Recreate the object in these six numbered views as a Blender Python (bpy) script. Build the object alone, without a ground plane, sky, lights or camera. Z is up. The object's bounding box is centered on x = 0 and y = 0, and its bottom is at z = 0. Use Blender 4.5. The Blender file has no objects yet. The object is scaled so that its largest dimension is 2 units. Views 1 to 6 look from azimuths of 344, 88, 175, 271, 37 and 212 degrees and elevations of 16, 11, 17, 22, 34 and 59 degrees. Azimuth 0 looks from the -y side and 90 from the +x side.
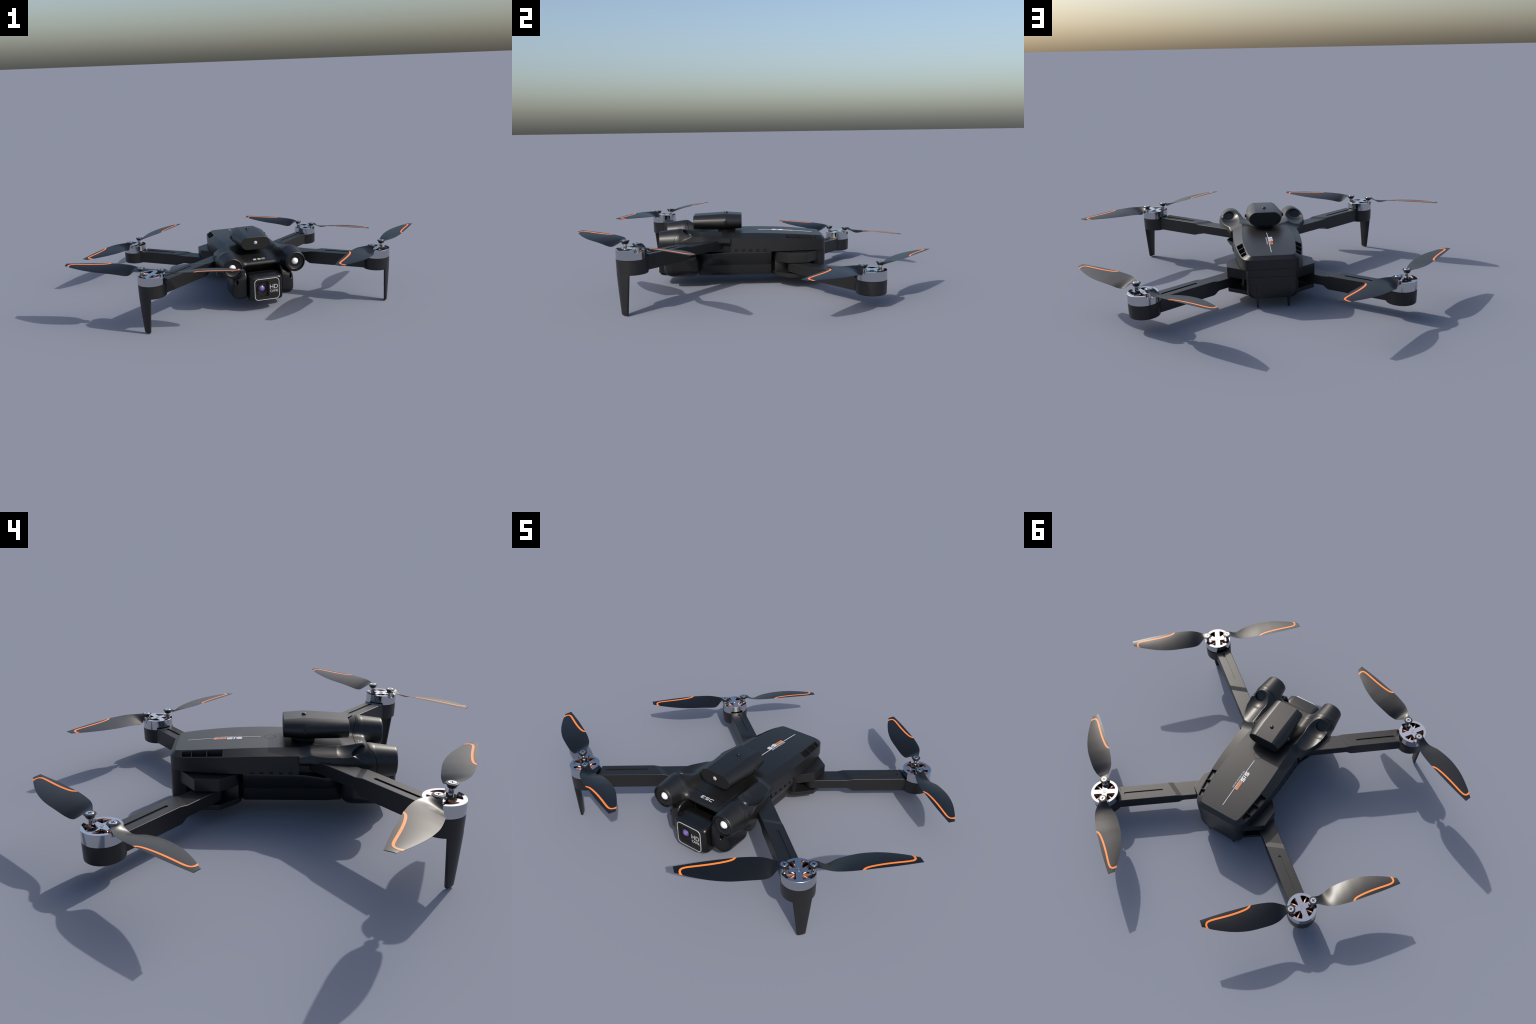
"""Folding camera quadcopter, built part by part."""
import bpy, bmesh, math
import numpy as np
from mathutils import Vector, Matrix

BX = 0.017                      # mid plane of the fuselage
D2R = math.pi / 180

# ------------------------------------------------------------------ materials
def principled(name, base, rough, metallic=0.0, spec=0.5, coat=0.0, bump=0.0, bump_scale=400.0,
               mottle=0.0, mottle_scale=30.0, coat_rough=0.1, subsurf=0.0):
    m = bpy.data.materials.new(name)
    m.use_nodes = True
    nt = m.node_tree
    b = nt.nodes["Principled BSDF"]
    b.inputs["Base Color"].default_value = (*base, 1)
    b.inputs["Roughness"].default_value = rough
    b.inputs["Metallic"].default_value = metallic
    b.inputs["Specular IOR Level"].default_value = spec
    b.inputs["Coat Weight"].default_value = coat
    b.inputs["Coat Roughness"].default_value = coat_rough
    tc = nt.nodes.new("ShaderNodeTexCoord")
    if mottle:
        n = nt.nodes.new("ShaderNodeTexNoise")
        n.inputs["Scale"].default_value = mottle_scale
        n.inputs["Detail"].default_value = 4
        nt.links.new(tc.outputs["Object"], n.inputs["Vector"])
        r = nt.nodes.new("ShaderNodeMapRange")
        r.inputs["To Min"].default_value = rough - mottle
        r.inputs["To Max"].default_value = rough + mottle
        nt.links.new(n.outputs["Fac"], r.inputs["Value"])
        nt.links.new(r.outputs["Result"], b.inputs["Roughness"])
    if bump:
        n = nt.nodes.new("ShaderNodeTexNoise")
        n.inputs["Scale"].default_value = bump_scale
        n.inputs["Detail"].default_value = 2
        nt.links.new(tc.outputs["Object"], n.inputs["Vector"])
        bp = nt.nodes.new("ShaderNodeBump")
        bp.inputs["Strength"].default_value = bump
        bp.inputs["Distance"].default_value = 0.0006
        nt.links.new(n.outputs["Fac"], bp.inputs["Height"])
        nt.links.new(bp.outputs["Normal"], b.inputs["Normal"])
    return m

PLASTIC = principled("satin_black_plastic", (0.0082, 0.0082, 0.0084), 0.385, spec=0.5, mottle=0.02, bump=0.05, bump_scale=900)
GLOSSY = principled("glossy_black_plastic", (0.0055, 0.0055, 0.0058), 0.24, spec=0.5)
FLAT = principled("flat_black_plastic", (0.0105, 0.0105, 0.0107), 0.6, spec=0.3)
VOID = principled("dark_cavity_plastic", (0.004, 0.004, 0.0042), 0.7, spec=0.2)
BLADE = principled("blade_black_nylon", (0.0028, 0.0030, 0.0036), 0.36, spec=0.5)
ORANGE = principled("orange_print", (0.95, 0.23, 0.035), 0.40)
ORANGE_DULL = principled("orange_badge_print", (0.62, 0.19, 0.06), 0.45)
WHITE = principled("white_print", (0.75, 0.75, 0.75), 0.5)
GREY_WHITE = principled("soft_white_print", (0.55, 0.55, 0.55), 0.5)
GREY_PRINT = principled("pale_grey_print", (0.42, 0.42, 0.43), 0.5)
STEEL = principled("polished_steel", (0.56, 0.57, 0.59), 0.10, metallic=1.0, mottle=0.02, mottle_scale=200)
COPPER = principled("copper_winding", (0.78, 0.43, 0.35), 0.45, metallic=0.8)
LAMP = principled("white_lamp_dome", (0.86, 0.86, 0.88), 0.22, spec=0.6, coat=0.4)
SENSOR_GREY = principled("grey_diode", (0.42, 0.42, 0.43), 0.35)
SILVER = principled("silver_trim", (0.62, 0.62, 0.60), 0.45, metallic=0.3)
SCREW = principled("screw_steel", (0.62, 0.63, 0.66), 0.25, metallic=1.0)

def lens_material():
    m = bpy.data.materials.new("coated_lens_painted_sheen")
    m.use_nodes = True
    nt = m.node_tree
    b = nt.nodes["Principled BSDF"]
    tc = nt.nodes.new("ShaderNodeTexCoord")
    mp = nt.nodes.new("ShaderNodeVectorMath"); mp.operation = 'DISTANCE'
    mp.inputs[1].default_value = (0.006, -0.008, 0.006)  # off-centre purple highlight, painted into the base colour
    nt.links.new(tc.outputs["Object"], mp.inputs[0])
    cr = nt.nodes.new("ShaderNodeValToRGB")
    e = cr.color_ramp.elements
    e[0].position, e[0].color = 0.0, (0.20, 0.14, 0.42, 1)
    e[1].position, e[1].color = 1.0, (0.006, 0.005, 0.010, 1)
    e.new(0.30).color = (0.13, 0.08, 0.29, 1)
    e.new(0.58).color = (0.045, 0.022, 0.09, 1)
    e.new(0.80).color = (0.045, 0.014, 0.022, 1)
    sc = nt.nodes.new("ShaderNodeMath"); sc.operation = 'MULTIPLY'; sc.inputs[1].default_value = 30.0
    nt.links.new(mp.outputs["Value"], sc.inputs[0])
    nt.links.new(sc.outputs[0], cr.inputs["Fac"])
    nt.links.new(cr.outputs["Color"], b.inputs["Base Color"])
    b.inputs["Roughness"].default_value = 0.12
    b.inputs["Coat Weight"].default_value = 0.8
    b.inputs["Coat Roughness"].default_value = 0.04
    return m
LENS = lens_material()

# ------------------------------------------------------------------ object helpers
ROOT = bpy.data.objects.new("camera_drone", None)
bpy.context.scene.collection.objects.link(ROOT)
ROOT["label"] = "black folding quadcopter with orange-striped propellers and a front camera"
ROOT["category"] = "camera drone"

def finish_mesh(me, mat, angle=32):
    me.materials.clear()
    me.materials.append(mat)
    if angle is None:
        for p in me.polygons:
            p.use_smooth = True
    elif angle == 0:
        for p in me.polygons:
            p.use_smooth = False
    else:
        for p in me.polygons:
            p.use_smooth = True
        me.set_sharp_from_angle(angle=angle * D2R)
    return me

def weighted(me):
    """Let large flat faces rule the shading so that only the rounded edges bend light."""
    def setup(o):
        md = o.modifiers.new("wn", 'WEIGHTED_NORMAL')
        md.keep_sharp, md.weight = True, 80
    return apply_mods(me, setup)

def add(name, me, parent=ROOT, loc=(0, 0, 0), rot=0.0, mirror=False):
    o = bpy.data.objects.new(name, me)
    bpy.context.scene.collection.objects.link(o)
    o.parent = parent
    o.location = loc
    o.rotation_euler = (0, 0, rot)
    return o

def bm_mesh(bm, name="mesh"):
    bmesh.ops.recalc_face_normals(bm, faces=bm.faces)
    me = bpy.data.meshes.new(name)
    bm.to_mesh(me)
    bm.free()
    return me

def apply_mods(me, setup):
    """Run modifiers over a mesh and return the evaluated result."""
    o = bpy.data.objects.new("tmp", me)
    bpy.context.scene.collection.objects.link(o)
    extra = setup(o) or []
    dg = bpy.context.evaluated_depsgraph_get()
    dg.update()
    res = bpy.data.meshes.new_from_object(o.evaluated_get(dg))
    for x in [o] + extra:
        bpy.data.objects.remove(x)
    return res

def boolean(me, cutters, op='DIFFERENCE'):
    def setup(o):
        tmp = []
        for c in cutters:
            co = bpy.data.objects.new("cut", c)
            bpy.context.scene.collection.objects.link(co)
            md = o.modifiers.new("b", 'BOOLEAN')
            md.object, md.operation, md.solver = co, op, 'EXACT'
            tmp.append(co)
        return tmp
    return apply_mods(me, setup)

def bevel(me, width, seg=3, angle=30):
    def setup(o):
        md = o.modifiers.new("bev", 'BEVEL')
        md.width, md.segments, md.limit_method, md.angle_limit = width, seg, 'ANGLE', angle * D2R
        md.use_clamp_overlap = True
    return apply_mods(me, setup)

def join(meshes):
    bm = bmesh.new()
    for m in meshes:
        bm.from_mesh(m)
    return bm_mesh(bm)

def box(x0, x1, y0, y1, z0, z1):
    bm = bmesh.new()
    bmesh.ops.create_cube(bm, size=1)
    for v in bm.verts:
        v.co = ((x0 + x1) / 2 + v.co.x * (x1 - x0), (y0 + y1) / 2 + v.co.y * (y1 - y0), (z0 + z1) / 2 + v.co.z * (z1 - z0))
    return bm_mesh(bm)

def prism(pts, z0, z1):
    """Vertical extrusion of a plan polygon."""
    bm = bmesh.new()
    lo = [bm.verts.new((x, y, z0)) for x, y in pts]
    hi = [bm.verts.new((x, y, z1)) for x, y in pts]
    bm.faces.new(lo[::-1]); bm.faces.new(hi)
    n = len(pts)
    for i in range(n):
        bm.faces.new((lo[i], lo[(i + 1) % n], hi[(i + 1) % n], hi[i]))
    return bm_mesh(bm)

def loft(rings, cap=True):
    bm = bmesh.new()
    R = [[bm.verts.new(p) for p in r] for r in rings]
    n = len(rings[0])
    for a, b in zip(R[:-1], R[1:]):
        for i in range(n):
            bm.faces.new((a[i], a[(i + 1) % n], b[(i + 1) % n], b[i]))
    if cap:
        bm.faces.new(R[0][::-1]); bm.faces.new(R[-1])
    return bm_mesh(bm)

def lathe(profile, seg=64, axis='Z', centre=(0, 0, 0)):
    """Revolve (radius, height) pairs; a zero radius closes on the axis."""
    bm = bmesh.new()
    rings = []
    for r, h in profile:
        if r < 1e-6:
            rings.append([bm.verts.new((0, 0, h))])
        else:
            rings.append([bm.verts.new((r * math.cos(2 * math.pi * i / seg), r * math.sin(2 * math.pi * i / seg), h)) for i in range(seg)])
    for a, b in zip(rings[:-1], rings[1:]):
        for i in range(seg):
            j = (i + 1) % seg
            if len(a) == 1 and len(b) > 1:
                bm.faces.new((a[0], b[j], b[i]))
            elif len(b) == 1 and len(a) > 1:
                bm.faces.new((a[i], a[j], b[0]))
            elif len(a) > 1:
                bm.faces.new((a[i], a[j], b[j], b[i]))
    if len(rings[0]) > 1 and len(rings[-1]) > 1 and profile[0] != profile[-1]:
        bm.faces.new(rings[0][::-1]); bm.faces.new(rings[-1])
    elif profile[0] == profile[-1]:
        bmesh.ops.remove_doubles(bm, verts=bm.verts, dist=1e-7)
    M = Matrix.Identity(4)
    if axis == '-Y':                    # height runs towards -y
        M = Matrix.Rotation(90 * D2R, 4, 'X')
    elif axis == 'X':
        M = Matrix.Rotation(90 * D2R, 4, 'Y')
    M = Matrix.Translation(centre) @ M
    bmesh.ops.transform(bm, matrix=M, verts=bm.verts)
    return bm_mesh(bm)

def disc_cutter(x, y, z0, z1, r, seg=48):
    return prism([(x + r * math.cos(2 * math.pi * i / seg), y + r * math.sin(2 * math.pi * i / seg)) for i in range(seg)], z0, z1)

def lerp(xs, ys):
    xs, ys = np.array(xs), np.array(ys)
    return lambda x: np.interp(x, xs, ys)

def catmull(pts, per=6):
    """Smooth polyline through control points."""
    P = [np.array(p, float) for p in pts]
    P = [2 * P[0] - P[1]] + P + [2 * P[-1] - P[-2]]
    out = []
    for i in range(1, len(P) - 2):
        for k in range(per):
            t = k / per
            out.append(0.5 * (2 * P[i] + (P[i + 1] - P[i - 1]) * t + (2 * P[i - 1] - 5 * P[i] + 4 * P[i + 1] - P[i + 2]) * t ** 2
                              + (3 * P[i] - 3 * P[i + 1] + P[i + 2] - P[i - 1]) * t ** 3))
    out.append(P[-2])
    return out

# ------------------------------------------------------------------ implicit surfaces (for the moulded nose)
def smin(a, b, k):
    h = np.maximum(k - np.abs(a - b), 0) / k
    return np.minimum(a, b) - h * h * k * 0.25

def smax(a, b, k):
    return -smin(-a, -b, k)

def round_cone(w, y, z, a, b, ra, rb):
    a, b = np.array(a), np.array(b)
    d = b - a
    t = np.clip(((w - a[0]) * d[0] + (y - a[1]) * d[1] + (z - a[2]) * d[2]) / (d @ d), 0, 1)
    return np.sqrt((w - a[0] - t * d[0]) ** 2 + (y - a[1] - t * d[1]) ** 2 + (z - a[2] - t * d[2]) ** 2) - (ra + (rb - ra) * t)

def smooth01(x, a, b):
    t = np.clip((x - a) / (b - a), 0, 1)
    return t * t * (3 - 2 * t)

def surface_net(field, lo, hi, step):
    """Mesh the zero level of field(x, y, z) on a regular lattice (naive surface nets)."""
    ax = [np.arange(l, h + step, step) for l, h in zip(lo, hi)]
    X, Y, Z = np.meshgrid(*ax, indexing='ij')
    F = field(X, Y, Z)
    n = np.array(F.shape)
    S = F < 0
    corner = [(i, j, k) for i in (0, 1) for j in (0, 1) for k in (0, 1)]
    def sub(A, c):
        return A[c[0]:n[0] - 1 + c[0], c[1]:n[1] - 1 + c[1], c[2]:n[2] - 1 + c[2]]
    cnt = sum(sub(S, c).astype(np.int8) for c in corner)
    active = (cnt > 0) & (cnt < 8)
    idx = -np.ones(active.shape, np.int64)
    cells = np.argwhere(active)
    idx[active] = np.arange(len(cells))
    acc, num = np.zeros((len(cells), 3)), np.zeros(len(cells))
    for c in corner:
        for a in range(3):
            if c[a]:
                continue
            e = list(c); e[a] = 1
            f0 = F[tuple((cells + np.array(c)).T)]
            f1 = F[tuple((cells + np.array(e)).T)]
            hit = (f0 < 0) != (f1 < 0)
            t = np.where(hit, f0 / np.where(hit, f0 - f1, 1), 0)
            p = np.array(c, float)[None] + np.zeros((len(cells), 3))
            p[:, a] += t
            acc += p * hit[:, None]; num += hit
    V = (cells + acc / num[:, None]) * step + np.array(lo)
    faces = []
    for a in range(3):
        b, c = (a + 1) % 3, (a + 2) % 3
        s0 = [slice(None)] * 3; s1 = [slice(None)] * 3
        s0[a], s1[a] = slice(0, -1), slice(1, None)
        A, B = S[tuple(s0)], S[tuple(s1)]
        g = np.argwhere(A != B)
        ok = (g[:, b] > 0) & (g[:, c] > 0) & (g[:, b] < n[b] - 1) & (g[:, c] < n[c] - 1)
        g = g[ok]
        inside = A[tuple(g.T)]
        eb, ec = np.eye(3, dtype=int)[b], np.eye(3, dtype=int)[c]
        q = np.stack([idx[tuple((g - eb - ec).T)], idx[tuple((g - ec).T)], idx[tuple(g.T)], idx[tuple((g - eb).T)]], 1)
        q[~inside] = q[~inside][:, ::-1]
        faces.append(q)
    faces = np.concatenate(faces)
    # two Newton steps pull the net onto the true surface
    h = step * 0.1
    for _ in range(2):
        x, y, z = V.T
        f = field(x, y, z)
        g = np.stack([field(x + h, y, z) - f, field(x, y + h, z) - f, field(x, y, z + h) - f], 1) / h
        d = (f / np.maximum((g * g).sum(1), 0.3))[:, None] * g
        V = V - np.clip(d, -step * 0.6, step * 0.6)
    me = bpy.data.meshes.new("net")
    me.from_pydata(V.tolist(), [], faces.tolist())
    me.validate()
    return me

# ================================================================== FUSELAGE
def z_top(y):
    """Crown line: level over the middle, drooping gently to the tail."""
    return .2776 - .0210 * np.clip((np.asarray(y, float) + .03) / .371, 0, 1.2) ** 1.75
z_bev = lerp([-.13, .05, .155, .31, .334, .362], [.2605, .2570, .2510, .2415, .2405, .2405])
WALL = [(.172, -.13), (.1728, -.06), (.172, .05), (.1665, .155), (.1555, .25), (.1455, .305), (.1345, .334), (.1215, .350), (.104, .3585), (.080, .3610), (.040, .3615), (0, .3615)]
TOPL = [(.120, -.13), (.1245, -.06), (.1285, .05), (.1280, .155), (.1195, .25), (.1120, .307), (.1065, .330), (.1015, .3365), (.0950, .3395), (.080, .3405), (.040, .3408), (0, .3408)]

def upper_shell():
    """Rear cover: flat crown, sloping bevel, upright wall; plan outline swept to the tail."""
    wall, top = catmull(WALL, 4), catmull(TOPL, 4)
    def ring(line, zf):
        right = [(BX + w, y, zf(y)) for w, y in line]
        left = [(BX - w, y, zf(y)) for w, y in line[:-1]][::-1]
        return right + left
    levels = [ring(wall, lambda y: .187), ring(wall, lambda y: float(z_bev(y))), ring(top, lambda y: float(z_top(y)))]
    bm = bmesh.new()
    R = [[bm.verts.new(p) for p in r] for r in levels]
    n = len(R[0])
    for a, b in zip(R[:-1], R[1:]):
        for i in range(n):
            bm.faces.new((a[i], a[(i + 1) % n], b[(i + 1) % n], b[i]))
    for r, flip in ((R[0], True), (R[2], False)):       # ruled across, left to right
        for i in range((n - 1) // 2):
            q = (r[i], r[i + 1], r[n - 2 - i], r[n - 1 - i])
            q = [v for k, v in enumerate(q) if v not in q[:k]]
            if len(q) >= 3:
                bm.faces.new(q)
    return bm_mesh(bm)

shell = upper_shell()
def soften(me, width, seg, angle, skip):
    bm = bmesh.new()
    bm.from_mesh(me)
    ed = [e for e in bm.edges if len(e.link_faces) == 2 and e.calc_face_angle() > angle * D2R and not all(skip(v.co) for v in e.verts)
          and abs(e.verts[0].co.z - e.verts[1].co.z) < .03]
    bmesh.ops.bevel(bm, geom=ed, offset=width, segments=seg, profile=.5, affect='EDGES', clamp_overlap=True)
    return bm_mesh(bm)
shell = soften(shell, .0032, 3, 9, lambda c: c.y < -.128)

# three cooling vents in the bevel on each side
def vent_cutters():
    cut = []
    inner = lerp([.15, .32], [.1325, .1175])
    outer = lerp([.15, .25, .32], [.1620, .1520, .1385])
    for s in (1, -1):
        for y0, y1 in ((.157, .2145), (.2180, .2725), (.2760, .3110)):
            pts_hi, pts_lo = [], []
            for y in (y0, y1):
                pts_hi += [(BX + s * float(inner(y)), y), (BX + s * float(outer(y)), y)]
            a, b, c, d = pts_hi[0], pts_hi[1], pts_hi[3], pts_hi[2]
            zlo = float(z_bev((y0 + y1) / 2)) - .0085
            cut.append(prism([a, b, c, d], zlo, .30))
    return cut
# row of five slits low on each flank, button ring on the crown, seam across the tail
cut = vent_cutters()
for s in (1, -1):
    for i in range(5):
        y = -.099 + i * .0365
        x = BX + s * .1725
        cut.append(box(x - .008, x + .006, y - .0075, y + .0075, .1890, .2015))
ring = lathe([(.0210, 0), (.0225, 0), (.0225, .01), (.0210, .01), (.0210, 0)], 48, 'Z', (BX, -.022, .2755))
cut.append(ring)
cut.append(box(BX - .2, BX + .2, .352, .37, .1935, .1947))
shell = boolean(shell, cut)
finish_mesh(shell, PLASTIC, 28)
body = add("body", weighted(shell))

# vent floors: dark grille ribs inside each opening are left open, a small inner ledge shows
# ---- moulded nose -------------------------------------------------------------
deck_z = lerp([-.44, -.41, -.38, -.19, -.13, -.05], [.2420, .2478, .2520, .2712, .2774, .2790])
flare_w = lerp([-.37, -.337, -.295, -.265, -.236, -.217, -.200, -.168, -.140, -.125], [.2355, .2345, .2305, .2275, .2205, .2130, .2045, .1870, .1735, .1670])

def nose_field(x, y, z):
    w = np.abs(x - BX)
    roof = smax(z - deck_z(y), (z - (.2790 - (w - .118) * .35)) * .944, .006)
    deck = smax(smax(roof, .220 - z, .012), w - .172, .02)
    deck = smax(deck, -.4135 - y, .022)
    tube = np.minimum(round_cone(w, y, z, (.1735, -.385, .246), (.168, -.27, .236), .0668, .0642),
                      round_cone(w, y, z, (.168, -.27, .236), (.118, -.115, .224), .0642, .0520))
    # front nozzles: straight cone with a rounded rim
    t = np.clip((-.385 - y) / .10, -.2, 1.2)
    rad = .0668 - .0122 * t
    rr = np.sqrt((w - .1735) ** 2 + (z - .246) ** 2) - rad
    cone = smax(smax(rr, -.4855 - y, .007), y + .38, .002)
    side = np.minimum(tube, cone)
    # cheeks flare out to a crest above the front arms
    cheek = smax(smax(w - flare_w(y), z - (.252 + .58 * np.clip(y + .375, 0, .085)), .006), .150 - w, .01)
    cheek = smax(cheek, -.378 - y, .02)
    side = smin(side, cheek, .008)
    zcut = .172 + .066 * smooth01(y, -.345, -.285)
    side = smax(side, zcut - z, .006)
    slope = (z - (.2785 - (w - .118) * .35 + .40 * np.maximum(0, -.140 - y))) * .9
    side = smax(side, slope, .006)
    f = smin(deck, side, .034)
    # tear-drop scoop behind each nozzle
    scoop = round_cone(w, y, z, (.188, -.2900, .3515), (.203, -.08, .404), .0850, .1380)
    f = smax(f, -scoop, .004)
    # blend the nose down into the crown and bevel of the rear cover
    ramp = 7.0 * np.maximum(0, -.131 - y) ** 2 + .05 * np.maximum(0, -.131 - y)
    f = smax(f, (z - (np.minimum(.2774, .2774 - (w - .120) * .34) + ramp)) * .93, .0025)
    return f

def seam_y(x, z):          # parting line between canopy and front fairing
    w = np.abs(x - BX)
    s1 = smooth01(w, .085, .15)
    s2 = smooth01(w, .165, .215)
    return -.3575 - .0165 * s1 - .034 * (1 - (1 - np.clip((.314 - z) / .065, 0, 1)) ** 2) * s2

def full_nose(x, y, z):
    f = nose_field(x, y, z)
    return np.maximum(f, y + .1285)

def seam_sheet(th):
    """Thin curved sheet that saws the nose in two along the parting line."""
    xs, zs = np.linspace(BX - .27, BX + .27, 91), np.linspace(.15, .34, 39)
    bm = bmesh.new()
    F, B = [], []
    for x in xs:
        yy = [float(seam_y(np.array(x), np.array(z))) for z in zs]
        F.append([bm.verts.new((x, y - th / 2, z)) for y, z in zip(yy, zs)])
        B.append([bm.verts.new((x, y + th / 2, z)) for y, z in zip(yy, zs)])
    n, m = len(xs), len(zs)
    for a in range(n - 1):
        for b in range(m - 1):
            bm.faces.new((F[a][b], F[a + 1][b], F[a + 1][b + 1], F[a][b + 1]))
            bm.faces.new((B[a][b], B[a][b + 1], B[a + 1][b + 1], B[a + 1][b]))
        bm.faces.new((F[a][0], B[a][0], B[a + 1][0], F[a + 1][0]))
        bm.faces.new((F[a][m - 1], F[a + 1][m - 1], B[a + 1][m - 1], B[a][m - 1]))
    for b in range(m - 1):
        bm.faces.new((F[0][b], F[0][b + 1], B[0][b + 1], B[0][b]))
        bm.faces.new((F[n - 1][b], B[n - 1][b], B[n - 1][b + 1], F[n - 1][b + 1]))
    return bm_mesh(bm)

def recess_cutter(sgn):
    c = lathe([(0, -.0030), (.0300, -.0030), (.0300, .014), (0, .014)], 48)
    nrm = Vector((0, .70, .714))
    c.transform(Matrix.Translation((BX + sgn * .188, -.3450, .2855)) @ nrm.to_track_quat('Z', 'Y').to_matrix().to_4x4())
    return c

STEP = .0027
nose = surface_net(full_nose, (BX - .262, -.50, .155), (BX + .262, -.10, .335), STEP)
nose = boolean(nose, [recess_cutter(1), recess_cutter(-1)] + [disc_y for disc_y in [lathe([(0, -.0140), (.0485, -.0140), (.0485, .03), (0, .03)], 64, '-Y', (BX + s * .1735, -.4855, .246)) for s in (1, -1)]])
nose = boolean(nose, [seam_sheet(.0019)])
bm = bmesh.new(); bm.from_mesh(nose)
bm2 = bm.copy()
ahead = lambda f: f.calc_center_median().y < float(seam_y(np.array(f.calc_center_median().x), np.array(f.calc_center_median().z)))
bmesh.ops.delete(bm, geom=[f for f in bm.faces if ahead(f)], context='FACES')
bmesh.ops.delete(bm2, geom=[f for f in bm2.faces if not ahead(f)], context='FACES')
add("canopy", finish_mesh(bm_mesh(bm), PLASTIC, 42), body)
add("nose_fairing", finish_mesh(bm_mesh(bm2), PLASTIC, 42), body)

# ---- lower hull -----------------------------------------------------------------
def hull():
    """Underside tub: waist flares up to the shell edge and out to the front arm brackets."""
    y = [-.300, -.262, -.245, -.222, -.150, -.10, .0, .080]
    w_up = [.145, .172, .192, .203, .176, .171, .170, .169]
    w_lo = [.118, .125, .127, .128, .128, .128, .128, .128]
    rings = []
    for yy, wu, wl in zip(y, w_up, w_lo):
        prof = [(wu, .1864), (wu, .178), (wl + (wu - wl) * .78, .152), (wl + (wu - wl) * .33, .129), (wl, .112), (wl, .078), (wl - .012, .0565)]
        r = [(BX + w, yy, z) for w, z in prof] + [(BX - w, yy, z) for w, z in prof[::-1]]
        rings.append(r)
    return loft(rings)
tub = hull()
tub = bevel(tub, .002, 2, 30)
# battery door outline grooves on both flanks
g = []
for s in (1, -1):
    x = BX + s * .128
    for y0, y1, z0, z1 in ((-.246, .034, .1193, .1206), (.0333, .0346, .06, .1206), (-.2466, -.2453, .1193, .19)):
        xa, xb = sorted((x - s * .0025, x + s * .05 if z1 > .15 else x + s * .004))
        g.append(box(xa, xb, y0, y1, z0, z1) if z1 < .15 else box(*sorted((x - s * .001, x + s * .004)), y0, y1, .1193, .126))
tub = boolean(tub, g)
finish_mesh(tub, PLASTIC, 30)
add("lower_hull", tub, body)

# core that closes the cavities behind the arm roots
core = join([box(BX - .104, BX + .104, .07, .33, .058, .195), box(BX - .118, BX + .118, -.30, -.12, .150, .25)])
finish_mesh(core, VOID, 30)
add("inner_core", core, body)
add("root_wall", finish_mesh(box(BX - .150, BX + .150, -.235, -.1315, .184, .243), PLASTIC, 30), body)

def rounded_rect(hw, z0, z1, rb, rt, n=6):
    """Half profile mirrored: bottom corner radius rb, top corner radius rt."""
    p = []
    for i in range(n + 1):
        a = -math.pi / 2 + i / n * math.pi / 2
        p.append((hw - rb + rb * math.cos(a), z0 + rb + rb * math.sin(a)))
    for i in range(n + 1):
        a = i / n * math.pi / 2
        p.append((hw - rt + rt * math.cos(a), z1 - rt + rt * math.sin(a)))
    return p + [(-w, z) for w, z in p[::-1]]

def tail():
    rings = []
    for yy, hw, dz in ((.300, .1245, 0), (.326, .1245, 0), (.340, .1225, 0), (.350, .1175, .0005), (.356, .110, .0015), (.3595, .1005, .003), (.3605, .096, .005)):
        rings.append([(BX + w, yy, z) for w, z in rounded_rect(hw, .0475 + dz, .192, .032, .004)])
    return loft(rings)
t = tail()
g = [box(BX - .2, BX + .2, .3575, .37, .1555, .1567),
     box(BX - .13, BX - .078, .3575, .37, .1150, .1161), box(BX + .078, BX + .13, .3575, .37, .1150, .1161),
     box(BX - .0788, BX - .0777, .3575, .37, .04, .116), box(BX + .0777, BX + .0788, .3575, .37, .04, .116)]
t = boolean(t, g)
finish_mesh(t, PLASTIC, 35)
add("tail_block", t, body)

# two stub feet under the tail
foot = []
rings = []
for z, hw, y0, y1 in ((.0, .0042, .3385, .3490), (.010, .0046, .3370, .3505), (.052, .0058, .3300, .3575), (.058, .0058, .3290, .3580)):
    rings.append([(-hw, y0, z), (hw, y0, z), (hw, y1, z), (-hw, y1, z)])
stub = bevel(loft(rings), .0015, 2)
finish_mesh(stub, PLASTIC, 30)
for s in (-1, 1):
    add("tail_foot", stub, body, (BX + s * .0745, 0, 0))

# rear arm brackets: faceted upper plate and thinner lower plate
PLATE = [(.09, .086), (.128, .088), (.160, .105), (.2145, .165), (.2140, .258), (.153, .300), (.124, .322), (.09, .322)]
def plate(s, z0, z1, shrink=0.0):
    return prism([(BX + s * (w - shrink * (w > .15)), y) for w, y in (PLATE if s > 0 else PLATE[::-1])], z0, z1)
for s in (1, -1):
    up = bevel(plate(s, .1325, .1825), .0022, 2)
    up = weighted(finish_mesh(up, PLASTIC, 30))
    add("arm_bracket", up, body)
    low = plate(s, .0565, .0775, .003)
    low = bevel(low, .0018, 2)
    low = weighted(finish_mesh(low, PLASTIC, 30))
    add("arm_bracket_floor", low, body)
    web = bevel(prism([(BX + s * w, y) for w, y in ((.09, .094), (.146, .098), (.134, .165), (.09, .172))][::s], .060, .1340), .0015, 2)
    add("bracket_web", finish_mesh(web, PLASTIC, 30), body)

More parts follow.
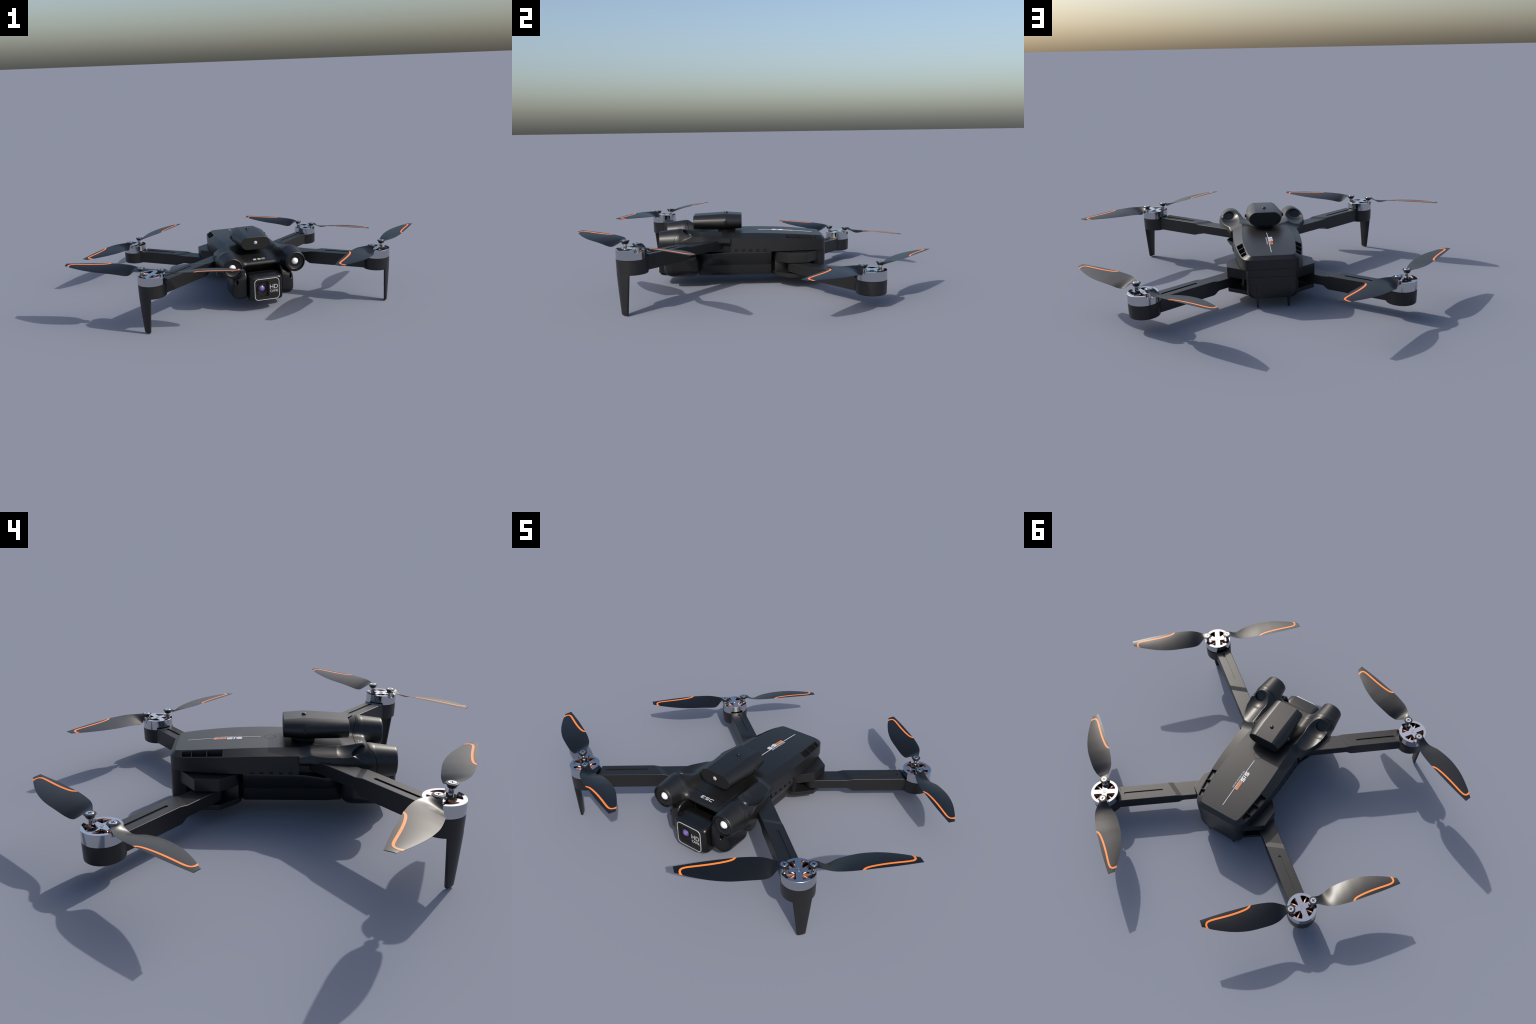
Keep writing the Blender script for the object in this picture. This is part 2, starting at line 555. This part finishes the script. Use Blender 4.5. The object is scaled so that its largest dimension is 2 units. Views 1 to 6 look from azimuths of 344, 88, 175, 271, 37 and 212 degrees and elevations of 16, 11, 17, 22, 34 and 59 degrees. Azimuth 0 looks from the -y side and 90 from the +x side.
# ================================================================== ARMS + MOTOR PODS
def arm_mesh(front):
    """Local frame: +u away from the fuselage, origin on the motor axis, z = 0 at motor top."""
    if front:
        t0, t1 = -.0475, .0315
        in0, out0, in1, out1 = -.397, -.362, -.349, -.315
        root = -.575
    else:
        t0, t1 = -.0410, .0430
        in0, out0, in1, out1 = -.3495, -.313, -.393, -.3595
        root = -.522
    zt, zti, zb, zbi = -.0350, -.0415, -.1050, -.0880
    S = []
    def station(u0, u1, top, bot, ta=t0, tb=t1):
        S.append([(u0, ta, bot), (u1, tb, bot), (u1, tb, top), (u0, ta, top)])
    mid = (t0 + t1) / 2
    hw = (t1 - t0) / 2
    for k in range(5):                                   # rounded root
        a = math.pi / 2 * (1 - k / 4)
        f = math.cos(a)
        f = max(f, .12)
        u = root - hw * math.sin(a) * .8
        station(u, u, zti, zbi, mid - hw * f, mid + hw * f)
    for k in range(6):
        f = k / 5
        sf = f * f * (3 - 2 * f)
        station(in0 + (out0 - in0) * f, in1 + (out1 - in1) * f, zti + (zt - zti) * f, zbi + (zb - zbi) * sf)
    station(-.02, -.02, zt, zb)
    a = bevel(loft(S), .0042, 3, 40)
    # motor pod: drum, drawn out a little towards the arm
    n = 40
    R, R2, back = .0692, .0694, .0045
    def outline(r, r2, off=0):
        p = [(r * math.cos(a), r * math.sin(a)) for a in np.linspace(-math.pi / 2, math.pi / 2, n)]
        p += [(-back + r2 * math.cos(a), r2 * math.sin(a)) for a in np.linspace(math.pi / 2, 3 * math.pi / 2, n)]
        return p
    rings = [[(x, y, z) for x, y in outline(R + d, R2 + d)] for z, d in ((-.1105, -.0055), (-.1098, -.0035), (-.1082, -.0018), (-.1055, -.0012), (-.0450, 0))]
    pod = loft(rings)
    m = boolean(a, [pod], 'UNION')
    well = disc_cutter(0, 0, -.0449, .02, .0775, 64)
    slot = []
    gu0, gu1, gw = -.2855, -.0985, .0068
    tc = -.003 if front else .0015
    pts = [(gu1 + gw * math.cos(x), tc + gw * math.sin(x)) for x in np.linspace(-math.pi / 2, math.pi / 2, 10)]
    pts += [(gu0 + gw * math.cos(x), tc + gw * math.sin(x)) for x in np.linspace(math.pi / 2, 3 * math.pi / 2, 10)]
    slot = prism(pts, zt - .0045, zt + .02)
    m = boolean(m, [well, slot])
    return m

def mirrored(me):
    bm = bmesh.new()
    bm.from_mesh(me)
    for v in bm.verts:
        v.co.y = -v.co.y
    bmesh.ops.reverse_faces(bm, faces=bm.faces)
    return bm_mesh(bm)

def leg_mesh():
    """Tapered landing leg: flat inner face, rounded outer face following the pod."""
    rings = []
    for z, rin, rout, hw in ((-.070, .0480, .0660, .0385), (-.1085, .0490, .0682, .0395), (-.150, .0485, .0668, .0345), (-.220, .0480, .0640, .0258), (-.280, .0475, .0615, .0190), (-.2885, .0478, .0608, .0180), (-.2930, .0495, .0585, .0160)):
        arc = []
        n = 12
        sag = min(rout - math.sqrt(max(rout ** 2 - hw ** 2, 1e-6)), (rout - rin) * .62)
        for i in range(n + 1):
            s = -1 + 2 * i / n
            arc.append((rout - sag * s * s, hw * s, z))
        rings.append(arc + [(rin, hw * .94, z), (rin, -hw * .94, z)])
    return bevel(loft(rings[::-1]), .0015, 2, 50)

ANG = {True: 38.2, False: 37.5}
front_arm, rear_arm = arm_mesh(True), arm_mesh(False)
ARM = {(True, 1): weighted(finish_mesh(front_arm, PLASTIC, 35)), (True, -1): weighted(finish_mesh(mirrored(front_arm), PLASTIC, 35)),
       (False, 1): weighted(finish_mesh(rear_arm, PLASTIC, 35)), (False, -1): weighted(finish_mesh(mirrored(rear_arm), PLASTIC, 35))}
LEG = finish_mesh(leg_mesh(), PLASTIC, 40)

# motor: bell with four windows, copper windings, shaft
def bell_mesh():
    r, ri = .0690, .0660
    outer = lathe([(0, -.0440), (r - .0006, -.0440), (r, -.0434), (r, -.0008), (r - .0008, 0), (0, 0)], 96)
    hollow = lathe([(0, -.05), (ri - .002, -.05), (ri - .002, -.0075), (0, -.0075)], 64)
    cut = [hollow]
    half = .0125
    for q in range(4):                      # windows between a cross of spokes, corners eased
        a0, a1, rr = 0, 0, .0555
        pts = []
        rin = half + .0035
        ang0 = math.asin(half / rr)
        c = [(half + .003, half), (half, half + .003)]
        arc = [(rr * math.cos(t), rr * math.sin(t)) for t in np.linspace(ang0 + .06, math.pi / 2 - ang0 - .06, 12)]
        pts = [c[0]] + [(rr * math.cos(ang0) - .0035, half)] + arc + [(half, rr * math.cos(ang0) - .0035)] + [c[1]]
        rot = Matrix.Rotation(q * math.pi / 2, 2)
        cut.append(prism([tuple(rot @ Vector(p)) for p in pts], -.02, .02))
    # pockets under the two blade pivots
    for s in (1, -1):
        cut.append(disc_cutter(s * .0570, 0, -.0130, .02, .0215, 40))
    m = boolean(outer, cut)
    # pocket floors
    floor = join([disc_cutter(s * .0520, 0, -.0150, -.0125, .0165, 32) for s in (1, -1)])
    return m, floor
BELL, POCKET = bell_mesh()
finish_mesh(BELL, STEEL, 30)
finish_mesh(POCKET, STEEL, 30)
hub = lathe([(0, .0006), (.0055, .0006), (.0062, -.001), (.0066, .0014), (.0074, .0014), (.0078, -.002), (0, -.002)], 32)
finish_mesh(lathe([(0, .0012), (.0058, .0012), (.0064, .0004), (.0064, -.003), (0, -.003)], 32), STEEL, 30)
HUB = finish_mesh(hub, STEEL, 30)
parts = []
for i in range(12):
    a = (15 + 30 * i) * D2R
    bar = bevel(box(.014, .0615, -.0030, .0030, -.036, -.0125), .0009, 2)
    bar.transform(Matrix.Rotation(a, 4, 'Z'))
    parts.append(bar)
COIL = finish_mesh(join(parts), COPPER, 40)
STATOR = finish_mesh(join([lathe([(0, -.043), (.064, -.043), (.064, -.038), (.018, -.038), (.018, -.011), (0, -.011)], 48)]), VOID, 30)

# ---- propeller blade ------------------------------------------------------------
left_edge = lerp([-.005, .010, .020, .030, .05, .08, .10, .14, .18, .21, .25, .286, .325, .363, .393, .4105],
                 [.0205, .0190, .0185, .0205, .0325, .0460, .0525, .0590, .0640, .0652, .0625, .0565, .0462, .0338, .0223, .0135])
right_edge = lerp([-.005, .010, .020, .035, .052, .07, .09, .12, .14, .18, .24, .30, .36, .416],
                  [.0205, .0190, .0200, .0290, .0372, .0440, .0477, .0493, .0494, .0476, .0413, .0350, .0266, .0168])
pitch = lerp([0, .018, .030, .042, .055, .075, .10, .14, .18, .25, .33, .416], [0, 0, 13, 23, 23, 18.5, 13.5, 10.3, 8.8, 6.8, 5.6, 5])
rise = lerp([0, .02, .05, .09, .18, .30, .416], [-.0015, -.0018, -.0012, .0012, .0042, .0040, .0030])     # height of the trailing edge
def smooth_fn(fn, r=.012):
    offs = np.linspace(-1, 1, 9) * r
    return lambda s: float(np.mean([fn(s + o * min(1, max(.15, s / .04))) for o in offs]))
left_s, right_s, pitch_s, rise_s = (smooth_fn(f) for f in (left_edge, right_edge, pitch, rise))

def blade_point(s, t):
    """Upper surface of the blade at station s, chordwise offset t (left positive)."""
    l, r = left_s(s), right_s(s)
    k = (t + r) / (l + r)
    camber = .022 * (l + r) * (1 - (2 * k - 1) ** 2) * min(1, max(0, (s - .02) / .06))
    return Vector((s, t, rise_s(s) - (t + r) * math.tan(pitch_s(s) * D2R) + camber))

def tip_s(t):
    """The tip is cut off along a slanted straight edge."""
    return .4100 + (.0135 - t) / (.0135 + .0168) * .0060

def blade_mesh():
    ns, nt, th = 64, 14, .0022
    bm = bmesh.new()
    top, bot = [], []
    for i in range(ns + 1):
        f = i / ns
        s0 = .002 + (.4130 - .002) * (f ** 1.15)
        a, b = [], []
        for j in range(nt + 1):
            l, r = left_s(min(s0, .41)), right_s(min(s0, .416))
            t = -r + (l + r) * j / nt
            s = s0
            if f > .9:
                s = s0 + (tip_s(t) - .4130) * ((f - .9) / .1)
            p = blade_point(s, t)
            edge = math.sqrt(max(0, 1 - (2 * j / nt - 1) ** 4))
            thick = th * (.35 + .65 * edge)
            a.append(bm.verts.new(p)); b.append(bm.verts.new(p - Vector((0, 0, thick))))
        top.append(a); bot.append(b)
    for i in range(ns):
        for j in range(nt):
            bm.faces.new((top[i][j], top[i + 1][j], top[i + 1][j + 1], top[i][j + 1]))
            bm.faces.new((bot[i][j], bot[i][j + 1], bot[i + 1][j + 1], bot[i + 1][j]))
    for i in range(ns):
        bm.faces.new((top[i][0], bot[i][0], bot[i + 1][0], top[i + 1][0]))
        bm.faces.new((top[i][nt], top[i + 1][nt], bot[i + 1][nt], bot[i][nt]))
    for k in (0, ns):
        for j in range(nt):
            bm.faces.new((top[k][j], top[k][j + 1], bot[k][j + 1], bot[k][j]))
    return bm_mesh(bm)
BLADE_ME = finish_mesh(blade_mesh(), BLADE, 40)

def stripe_mesh():
    """Orange pinstripe: runs along the trailing edge and hooks across before the tip."""
    ctrl = [(.1790, -.0520), (.1830, -.0465), (.1895, -.0392), (.2050, -.0320), (.2360, -.0245), (.2730, -.0184), (.3140, -.0138), (.3450, -.0110),
            (.3700, -.0078), (.3840, -.0022), (.3892, .0070), (.3885, .0160), (.3862, .0235), (.3825, .0300)]
    line = catmull(ctrl, 8)
    wd = .0042
    bm = bmesh.new()
    rows = []
    for i, p in enumerate(line):
        a, b = line[max(i - 1, 0)], line[min(i + 1, len(line) - 1)]
        d = (b - a) / np.linalg.norm(b - a)
        nrm = np.array((-d[1], d[0]))
        row = []
        for k in (-1, -.33, .33, 1):
            q = p + nrm * wd * k
            l, r = left_s(q[0]), right_s(q[0])
            q[1] = min(max(q[1], -r - .0001), l + .0001)
            row.append(blade_point(q[0], q[1]))
        rows.append(row)
    V = [[(bm.verts.new(v + Vector((0, 0, .0005))), bm.verts.new(v - Vector((0, 0, .0009)))) for v in row] for row in rows]
    for A, B in zip(V[:-1], V[1:]):
        for k in range(3):
            bm.faces.new((A[k][0], B[k][0], B[k + 1][0], A[k + 1][0]))
            bm.faces.new((A[k][1], A[k + 1][1], B[k + 1][1], B[k][1]))
        bm.faces.new((A[0][0], A[0][1], B[0][1], B[0][0]))
        bm.faces.new((A[3][0], B[3][0], B[3][1], A[3][1]))
    for E in (V[0], V[-1]):
        for k in range(3):
            bm.faces.new((E[k][0], E[k + 1][0], E[k + 1][1], E[k][1]))
    return bm_mesh(bm)
STRIPE = finish_mesh(stripe_mesh(), ORANGE, 40)
KNOB = finish_mesh(lathe([(0, -.0150), (.0135, -.0150), (.0142, -.0142), (.0182, -.0042), (.0205, -.0034), (.0212, -.0020), (.0205, -.0002), (.0150, .0004), (0, .0004)], 40), PLASTIC, 35)
POST = finish_mesh(lathe([(0, -.0420), (.0088, -.0420), (.0088, -.0150), (0, -.0150)], 24), SCREW, 30)

def screw_mesh():
    head = lathe([(0, 0), (.0138, 0), (.0138, .0012), (.0130, .0019), (0, .0019)], 32)
    return head
SCREW_ME = finish_mesh(screw_mesh(), SCREW, 30)
DARK_CROSS = finish_mesh(prism([(-.0080, -.0018), (-.0018, -.0018), (-.0018, -.0080), (.0018, -.0080), (.0018, -.0018), (.0080, -.0018),
                          (.0080, .0018), (.0018, .0018), (.0018, .0080), (-.0018, .0080), (-.0018, .0018), (-.0080, .0018)], .0005, .0021), VOID, 0)  # dark cross added on top of the head, standing in for a cut recess

MOTORS = [  # x, y, top z, front?, side, blade headings (deg)
    (-.5905, -.5545, .2930, True, -1, (-24.4, 150.2)),
    (.6310, -.5540, .2930, True, 1, (-138.6, 40.4)),
    (-.5635, .5165, .1720, False, -1, (41.4, -134.7)),
    (.6075, .5175, .1720, False, 1, (-44.1, 135.7)),
]
PIVOT = {0: ((-.545, -.586), (-.636, -.522)), 1: ((.585, -.587), (.675, -.518)), 2: ((-.530, .561), (-.597, .472)), 3: ((.639, .473), (.576, .562))}
for m, (mx, my, mz, front, side, heads) in enumerate(MOTORS):
    ang = ANG[front] * D2R
    if front:
        rot = -ang if side > 0 else math.pi + ang
    else:
        rot = ang if side > 0 else math.pi - ang
    arm = add("arm", ARM[(front, side)], ROOT, (mx, my, mz), rot)
    if front:
        add("landing_leg", LEG, arm)
    p0, p1 = PIVOT[m]
    spin = math.atan2(p1[1] - p0[1], p1[0] - p0[0])
    motor = add("motor", BELL, ROOT, (mx, my, mz), spin)
    add("pivot_seat", POCKET, motor)
    add("copper_winding", COIL, motor, (0, 0, 0), 0)
    add("stator", STATOR, motor)
    add("shaft_cap", HUB, motor)
    for k, h in enumerate(heads):
        c, s = math.cos(spin), math.sin(spin)
        sg = -1 if k == 0 else 1
        px, py = mx + sg * .0557 * c, my + sg * .0557 * s
        blade = add("propeller_blade", BLADE_ME, ROOT, (px, py, mz + .0285), h * D2R)
        add("stripe", STRIPE, blade)
        add("hinge_knob", KNOB, blade)
        add("hinge_post", POST, blade)
        add("screw", SCREW_ME, blade, (0, 0, .0003), -h * D2R + spin + .3)
        add("screw_dark_cross", DARK_CROSS, blade, (0, 0, .0003), -h * D2R + spin + .3)

# ================================================================== SENSOR HEAD
def stadium(hw, hh, flat=.0485, n=16, crease=14):
    """Flat top and bottom, elliptical cheeks meeting the flats in a faint crease."""
    a0 = (90 - crease) * D2R
    k = math.sin(a0)
    right = [(flat + (hw - flat) * (math.cos(a) - math.cos(a0)) / (1 - math.cos(a0)), hh * math.sin(a) / k) for a in np.linspace(-a0, a0, n)]
    return right + [(-w, z) for w, z in right[::-1]]
def sensor_mesh():
    rings = []
    for y, hw, hh, zc in ((-.3215, .0815, .0335, .3265), (-.3205, .0835, .0355, .3265), (-.154, .1000, .0415, .3290), (-.0735, .0845, .0360, .3285), (-.0725, .0825, .0340, .3285)):
        rings.append([(BX + w, y, zc + z) for w, z in stadium(hw, hh)])
    return loft(rings)
sensor = finish_mesh(sensor_mesh(), PLASTIC, 11)
head = add("sensor_head", sensor)
face = [[(BX + w, y, .3265 + z) for w, z in stadium(.0805, .0325, .047)] for y in (-.3200, -.3222)]
add("sensor_face", finish_mesh(loft(face), FLAT, 30), head)
back = [[(BX + w, y, .3285 + z) for w, z in stadium(.0820, .0335, .048)] for y in (-.0735, -.0720)]
add("sensor_back", finish_mesh(loft(back), FLAT, 30), head)
add("sensor_eye", finish_mesh(lathe([(0, .003), (.004, .0028), (.0075, .0020), (.0098, .0004), (.0102, -.002), (0, -.002)], 32, '-Y', (BX - .001, -.3222, .330)), SENSOR_GREY, 60), head)
knob = [(0, .0075), (.0060, .0070), (.0085, .0050), (.0095, .0020), (.0095, -.004), (0, -.004)]
add("sensor_button", finish_mesh(lathe(knob, 32, 'Z', (BX - .001, -.1525, .3695)), GLOSSY, 50), head)
side_knob = lathe([(0, .0045), (.0075, .0045), (.0092, .0030), (.0095, -.006), (0, -.006)], 32, 'X', (0, 0, 0))
for s in (1, -1):
    k = side_knob.copy()
    if s < 0:
        k.transform(Matrix.Rotation(math.pi, 4, 'Z'))
    add("sensor_button", finish_mesh(k, GLOSSY, 40), head, (BX + s * .0995, -.1545, .331))
add("sensor_pedestal", finish_mesh(lathe([(0, .255), (.0465, .255), (.0465, .2850), (.0440, .2865), (.0350, .2865), (.0350, .300), (0, .300)], 64, 'Z', (BX, -.1515, 0)), FLAT, 35), head)

# ================================================================== HEADLIGHTS
def headlight_mesh():
    return lathe([(0, -.012), (.0452, -.012), (.0452, -.0020), (.0444, -.0008), (.0430, -.0012), (.0405, -.0032), (.0330, -.0058), (.0285, -.0066), (.0285, -.0105), (0, -.0105)], 64, '-Y')
HL = finish_mesh(headlight_mesh(), GLOSSY, 40)
teeth = []
for i in range(18):
    a = i * 20 * D2R
    b = box(.0232, .0285, -.0016, .0016, -.0110, -.0062)
    b.transform(Matrix.Rotation(a, 4, 'Z'))
    teeth.append(b)
TEETH = join(teeth)
TEETH.transform(Matrix.Rotation(90 * D2R, 4, 'X'))
finish_mesh(TEETH, FLAT, 30)
DOME = finish_mesh(lathe([(0, .0035), (.005, .0030), (.0100, .0014), (.0145, -.0018), (.0175, -.0060), (.0188, -.0110), (0, -.0110)], 40, '-Y'), LAMP, 70)
for s in (1, -1):
    h = add("headlight", HL, ROOT, (BX + s * .1735, -.4800, .246))
    add("headlight_dome", DOME, h)
    add("headlight_teeth", TEETH, h)

# ================================================================== GIMBAL CAMERA
def yoke_field(x, y, z):
    w = np.abs(x - BX)
    zc, hz, hw = .1400, .0830, .1755
    r = np.where(z > zc, .080, .040)
    zz = z - zc
    qx, qz = w - hw + r, np.abs(zz) - hz + r
    d2 = np.minimum(np.maximum(qx, qz), 0) + np.sqrt(np.maximum(qx, 0) ** 2 + np.maximum(qz, 0) ** 2) - r
    f = smax(d2, np.abs(y + .3815) - .0945, .058)
    slot = smax(w - .0945, y + .352, .02)
    f = smax(f, -slot, .010)
    hole = np.maximum(np.sqrt(((w - .150) / .8) ** 2 + ((z - .163) / 1.35) ** 2) - .0088, y + .4430)
    return smax(f, -hole, .003)
yoke = surface_net(yoke_field, (BX - .185, -.49, .045), (BX + .185, -.275, .235), .003)
gimbal = add("gimbal_yoke", finish_mesh(yoke, GLOSSY, None))

def camera_mesh():
    rings = []
    # side profile (y, z) swept across, shrinking at the cheeks
    prof = [(-.5090, .075), (-.5090, .172), (-.5060, .182), (-.4960, .1905), (-.470, .1960), (-.440, .1980), (-.410, .193), (-.385, .178), (-.372, .150), (-.372, .10), (-.385, .070), (-.41, .055), (-.440, .0500), (-.475, .0505), (-.496, .0545), (-.5055, .063)]
    prof = [tuple(p) for p in catmull(prof + [prof[0]], 3)[:-1]]
    cy, cz = -.44, .125
    for x, sc in ((-.0905, .80), (-.0900, .86), (-.0870, .92), (-.0805, .965), (-.0720, .992), (-.0620, 1.0)):
        rings.append([(x, cy + (y - cy) * sc, cz + (z - cz) * sc) for y, z in prof])
    rings += [[(-x, y, z) for x, y, z in r] for r in rings[::-1]]
    return loft(rings)
cam = camera_mesh()
cam.transform(Matrix.Translation((BX, 0, 0)))
LENS_WELL = [(BX - .059, BX + .0095), (.081, .168)]
cam = boolean(cam, [box(*LENS_WELL[0], -.54, -.5015, *LENS_WELL[1])])
finish_mesh(cam, GLOSSY, 40)
camera = add("camera_box", cam, gimbal)

def round_rect(x0, x1, z0, z1, r, n=8):
    p = []
    for cx, cz, a0 in ((x1 - r, z0 + r, -90), (x1 - r, z1 - r, 0), (x0 + r, z1 - r, 90), (x0 + r, z0 + r, 180)):
        for i in range(n + 1):
            a = (a0 + 90 * i / n) * D2R
            p.append((cx + r * math.cos(a), cz + r * math.sin(a)))
    return p
PX0, PX1, PZ0, PZ1 = BX - .0670, BX + .0690, .0640, .1805
def facing(outline, y0, y1):
    return loft([[(x, y0, z) for x, z in outline], [(x, y1, z) for x, z in outline]])
plate_me = facing(round_rect(PX0, PX1, PZ0, PZ1, .020), -.4990, -.5125)
pocket = facing(round_rect(BX - .0585, BX + .0090, .0815, .1675, .008), -.5025, -.53)
plate_me = boolean(plate_me, [pocket])
add("camera_face", finish_mesh(plate_me, FLAT, 30), camera)
def frame_mesh(o, i, y0, y1):
    bm = bmesh.new()
    A = [[bm.verts.new((x, y, z)) for x, z in ol] for ol in (o, i) for y in (y0, y1)]
    n = len(o)
    for k in range(n):
        j = (k + 1) % n
        for P, Q in ((A[0], A[1]), (A[1], A[3]), (A[3], A[2]), (A[2], A[0])):
            bm.faces.new((P[k], P[j], Q[j], Q[k]))
    return bm_mesh(bm)
fr = frame_mesh(round_rect(PX0 - .0008, PX1 + .0008, PZ0 - .0008, PZ1 + .0008, .0205), round_rect(PX0 + .0020, PX1 - .0020, PZ0 + .0020, PZ1 - .0020, .0182), -.5110, -.5132)
add("camera_trim", finish_mesh(fr, SILVER, 30), camera)
LX, LZ = BX - .0285, .1245
add("lens_barrel", finish_mesh(lathe([(0, -.004), (.0262, -.004), (.0262, .0025), (.0248, .0040), (.0228, .0030), (.0222, 0), (0, 0)], 48, '-Y', (LX, -.5030, LZ)), GLOSSY, 40), camera)
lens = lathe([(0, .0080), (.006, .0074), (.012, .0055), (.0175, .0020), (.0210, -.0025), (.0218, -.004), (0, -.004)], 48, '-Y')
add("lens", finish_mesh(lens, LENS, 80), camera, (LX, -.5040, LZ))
ribs = join([bevel(box(BX + .056 - i * .0098 - .0010, BX + .056 - i * .0098 + .0010, -.4660, -.4360, .1955, .1982), .0005, 1) for i in range(12)])
o = add("cooling_ribs", finish_mesh(ribs, GLOSSY, 30), camera)
o["kind"] = "stuff"

# ================================================================== PRINTED MARKS
def strokes(polys, width, place, th=.0004):
    """Flat lettering from stroke polylines; place(u, v, lift) -> world point."""
    bm = bmesh.new()
    for k, (pl, wd) in enumerate(polys):
        P = [np.array(p, float) for p in pl]
        L, Rr = [], []
        h = (wd or width) / 2
        for i, p in enumerate(P):
            d0 = (p - P[i - 1]) if i else (P[1] - p)
            d1 = (P[i + 1] - p) if i < len(P) - 1 else (p - P[i - 1])
            d0, d1 = d0 / np.linalg.norm(d0), d1 / np.linalg.norm(d1)
            n0, n1 = np.array((-d0[1], d0[0])), np.array((-d1[1], d1[0]))
            m = n0 + n1
            m = m / max(m @ n0, .35)
            L.append(p + m * h); Rr.append(p - m * h)
        lift = .0004 + .00003 * (k % 5)
        T = [[bm.verts.new(place(*q, lift + z)) for q in side] for side in (L, Rr) for z in (th, -.0008)]
        lt, lb, rt, rb = T
        for i in range(len(P) - 1):
            bm.faces.new((lt[i], rt[i], rt[i + 1], lt[i + 1]))
            bm.faces.new((lb[i], lb[i + 1], rb[i + 1], rb[i]))
            bm.faces.new((lt[i], lt[i + 1], lb[i + 1], lb[i]))
            bm.faces.new((rt[i], rb[i], rb[i + 1], rt[i + 1]))
        for i in (0, len(P) - 1):
            bm.faces.new((lt[i], lb[i], rb[i], rt[i]))
    return bm_mesh(bm)

def on_crown(u, v, lift):            # text runs towards the tail, its top towards -x
    return (BX - v, u, float(z_top(u)) + lift)

def glyph_S(x, y, w, h, slant=0.0):
    pts = [(w, h), (.12 * w, h), (0, .88 * h), (0, .60 * h), (.12 * w, .5 * h), (.88 * w, .5 * h), (w, .40 * h), (w, .12 * h), (.88 * w, 0), (0, 0)]
    return [(x + a + slant * b, y + b) for a, b in pts]
S_W, S_H = .0185, .0145
marks = [(glyph_S(.0885, .0045, S_W, S_H, .20), None), ([(.1165, .0030), (.1205, .0200)], None), (glyph_S(.1255, .0045, S_W, S_H, .20), None)]
add("lettering", finish_mesh(strokes(marks, .0042, on_crown), WHITE, 0), body)
n = 60
add("accent_line", finish_mesh(strokes([([(.014 + (.302 - .014) * i / n, 0) for i in range(n + 1)], None)], .0021, on_crown), WHITE, 0), body)
badge = strokes([([(.1500 + .049 * i / 8, .0102) for i in range(9)], None)], .0140, on_crown)
add("badge", finish_mesh(badge, ORANGE_DULL, 0), body)
# M I N I knocked into the badge
bw, b0, b1 = .0066, .0062, .0142
mi = [([(.1570, b0), (.1570, b1), (.1605, b0 + .002), (.1640, b1), (.1640, b0)], None), ([(.1695, b0), (.1695, b1)], None),
      ([(.1750, b0), (.1750, b1), (.1815, b0), (.1815, b1)], None), ([(.1870, b0), (.1870, b1)], None)]
def on_badge(u, v, lift):
    return on_crown(u, v, lift + .0004)
add("badge_lettering", finish_mesh(strokes(mi, .0014, on_badge), principled("brown_print", (.28, .085, .03), .5), 0), body)
# illegible caption: words of tiny upright strokes
cap, u = [], .093
for word in (4, 3, 5, 5, 4, 5):
    for _ in range(word):
        cap.append(([(u, -.0130), (u + .0006, -.0066)], None))
        u += .0036
    u += .0024
add("caption_lettering", finish_mesh(strokes(cap, .0019, on_crown), GREY_PRINT, 0), body)

def on_deck(u, v, lift):
    y = -.386 + v
    return (BX + u, y, float(deck_z(y)) + lift + .0004)
w, h = .0165, .0135
E_ = [(w, h), (.12 * w, h), (0, .86 * h), (0, .14 * h), (.12 * w, 0), (w, 0)]
C_ = list(E_)
esc_width = .0024
esc = [([(-.0335 + a + .15 * b, b) for a, b in E_], None), ([(-.0335 + .12 * w + .1 * h, .5 * h), (-.0335 + w * .95, .5 * h)], None),
       (glyph_S(-.0095, 0, w, h, .15), None), ([(.0145 + a + .15 * b, b) for a, b in C_], None)]
add("deck_lettering", finish_mesh(strokes(esc, esc_width, on_deck), GREY_WHITE, 0), body)

def on_face(u, v, lift):
    return (BX + u, -.5125 - lift, v)
def font_text(body_txt, size):
    c = bpy.data.curves.new("txt", 'FONT')
    c.body, c.size, c.extrude, c.align_x = body_txt, size, .0003, 'LEFT'
    c.resolution_u = 6
    o = bpy.data.objects.new("txt", c)
    bpy.context.scene.collection.objects.link(o)
    dg = bpy.context.evaluated_depsgraph_get(); dg.update()
    me = bpy.data.meshes.new_from_object(o.evaluated_get(dg))
    bpy.data.objects.remove(o)
    v = np.array([x.co[:] for x in me.vertices])
    return me, v
def fit_text(txt, u0, u1, v0, v1):
    me, v = font_text(txt, .02)
    lo, hi = v.min(0), v.max(0)
    for x, p in zip(me.vertices, v):
        a = u0 + (p[0] - lo[0]) / (hi[0] - lo[0]) * (u1 - u0)
        b = v0 + (p[1] - lo[1]) / (hi[1] - lo[1]) * (v1 - v0)
        x.co = (BX + a, -.5128 - p[2], b)
    bm = bmesh.new(); bm.from_mesh(me)
    return bm_mesh(bm)
add("camera_lettering", finish_mesh(join([fit_text("HD", .0170, .0610, .1215, .1445), fit_text("CAME", .0170, .0610, .1020, .1155)]), SILVER, 0), camera)
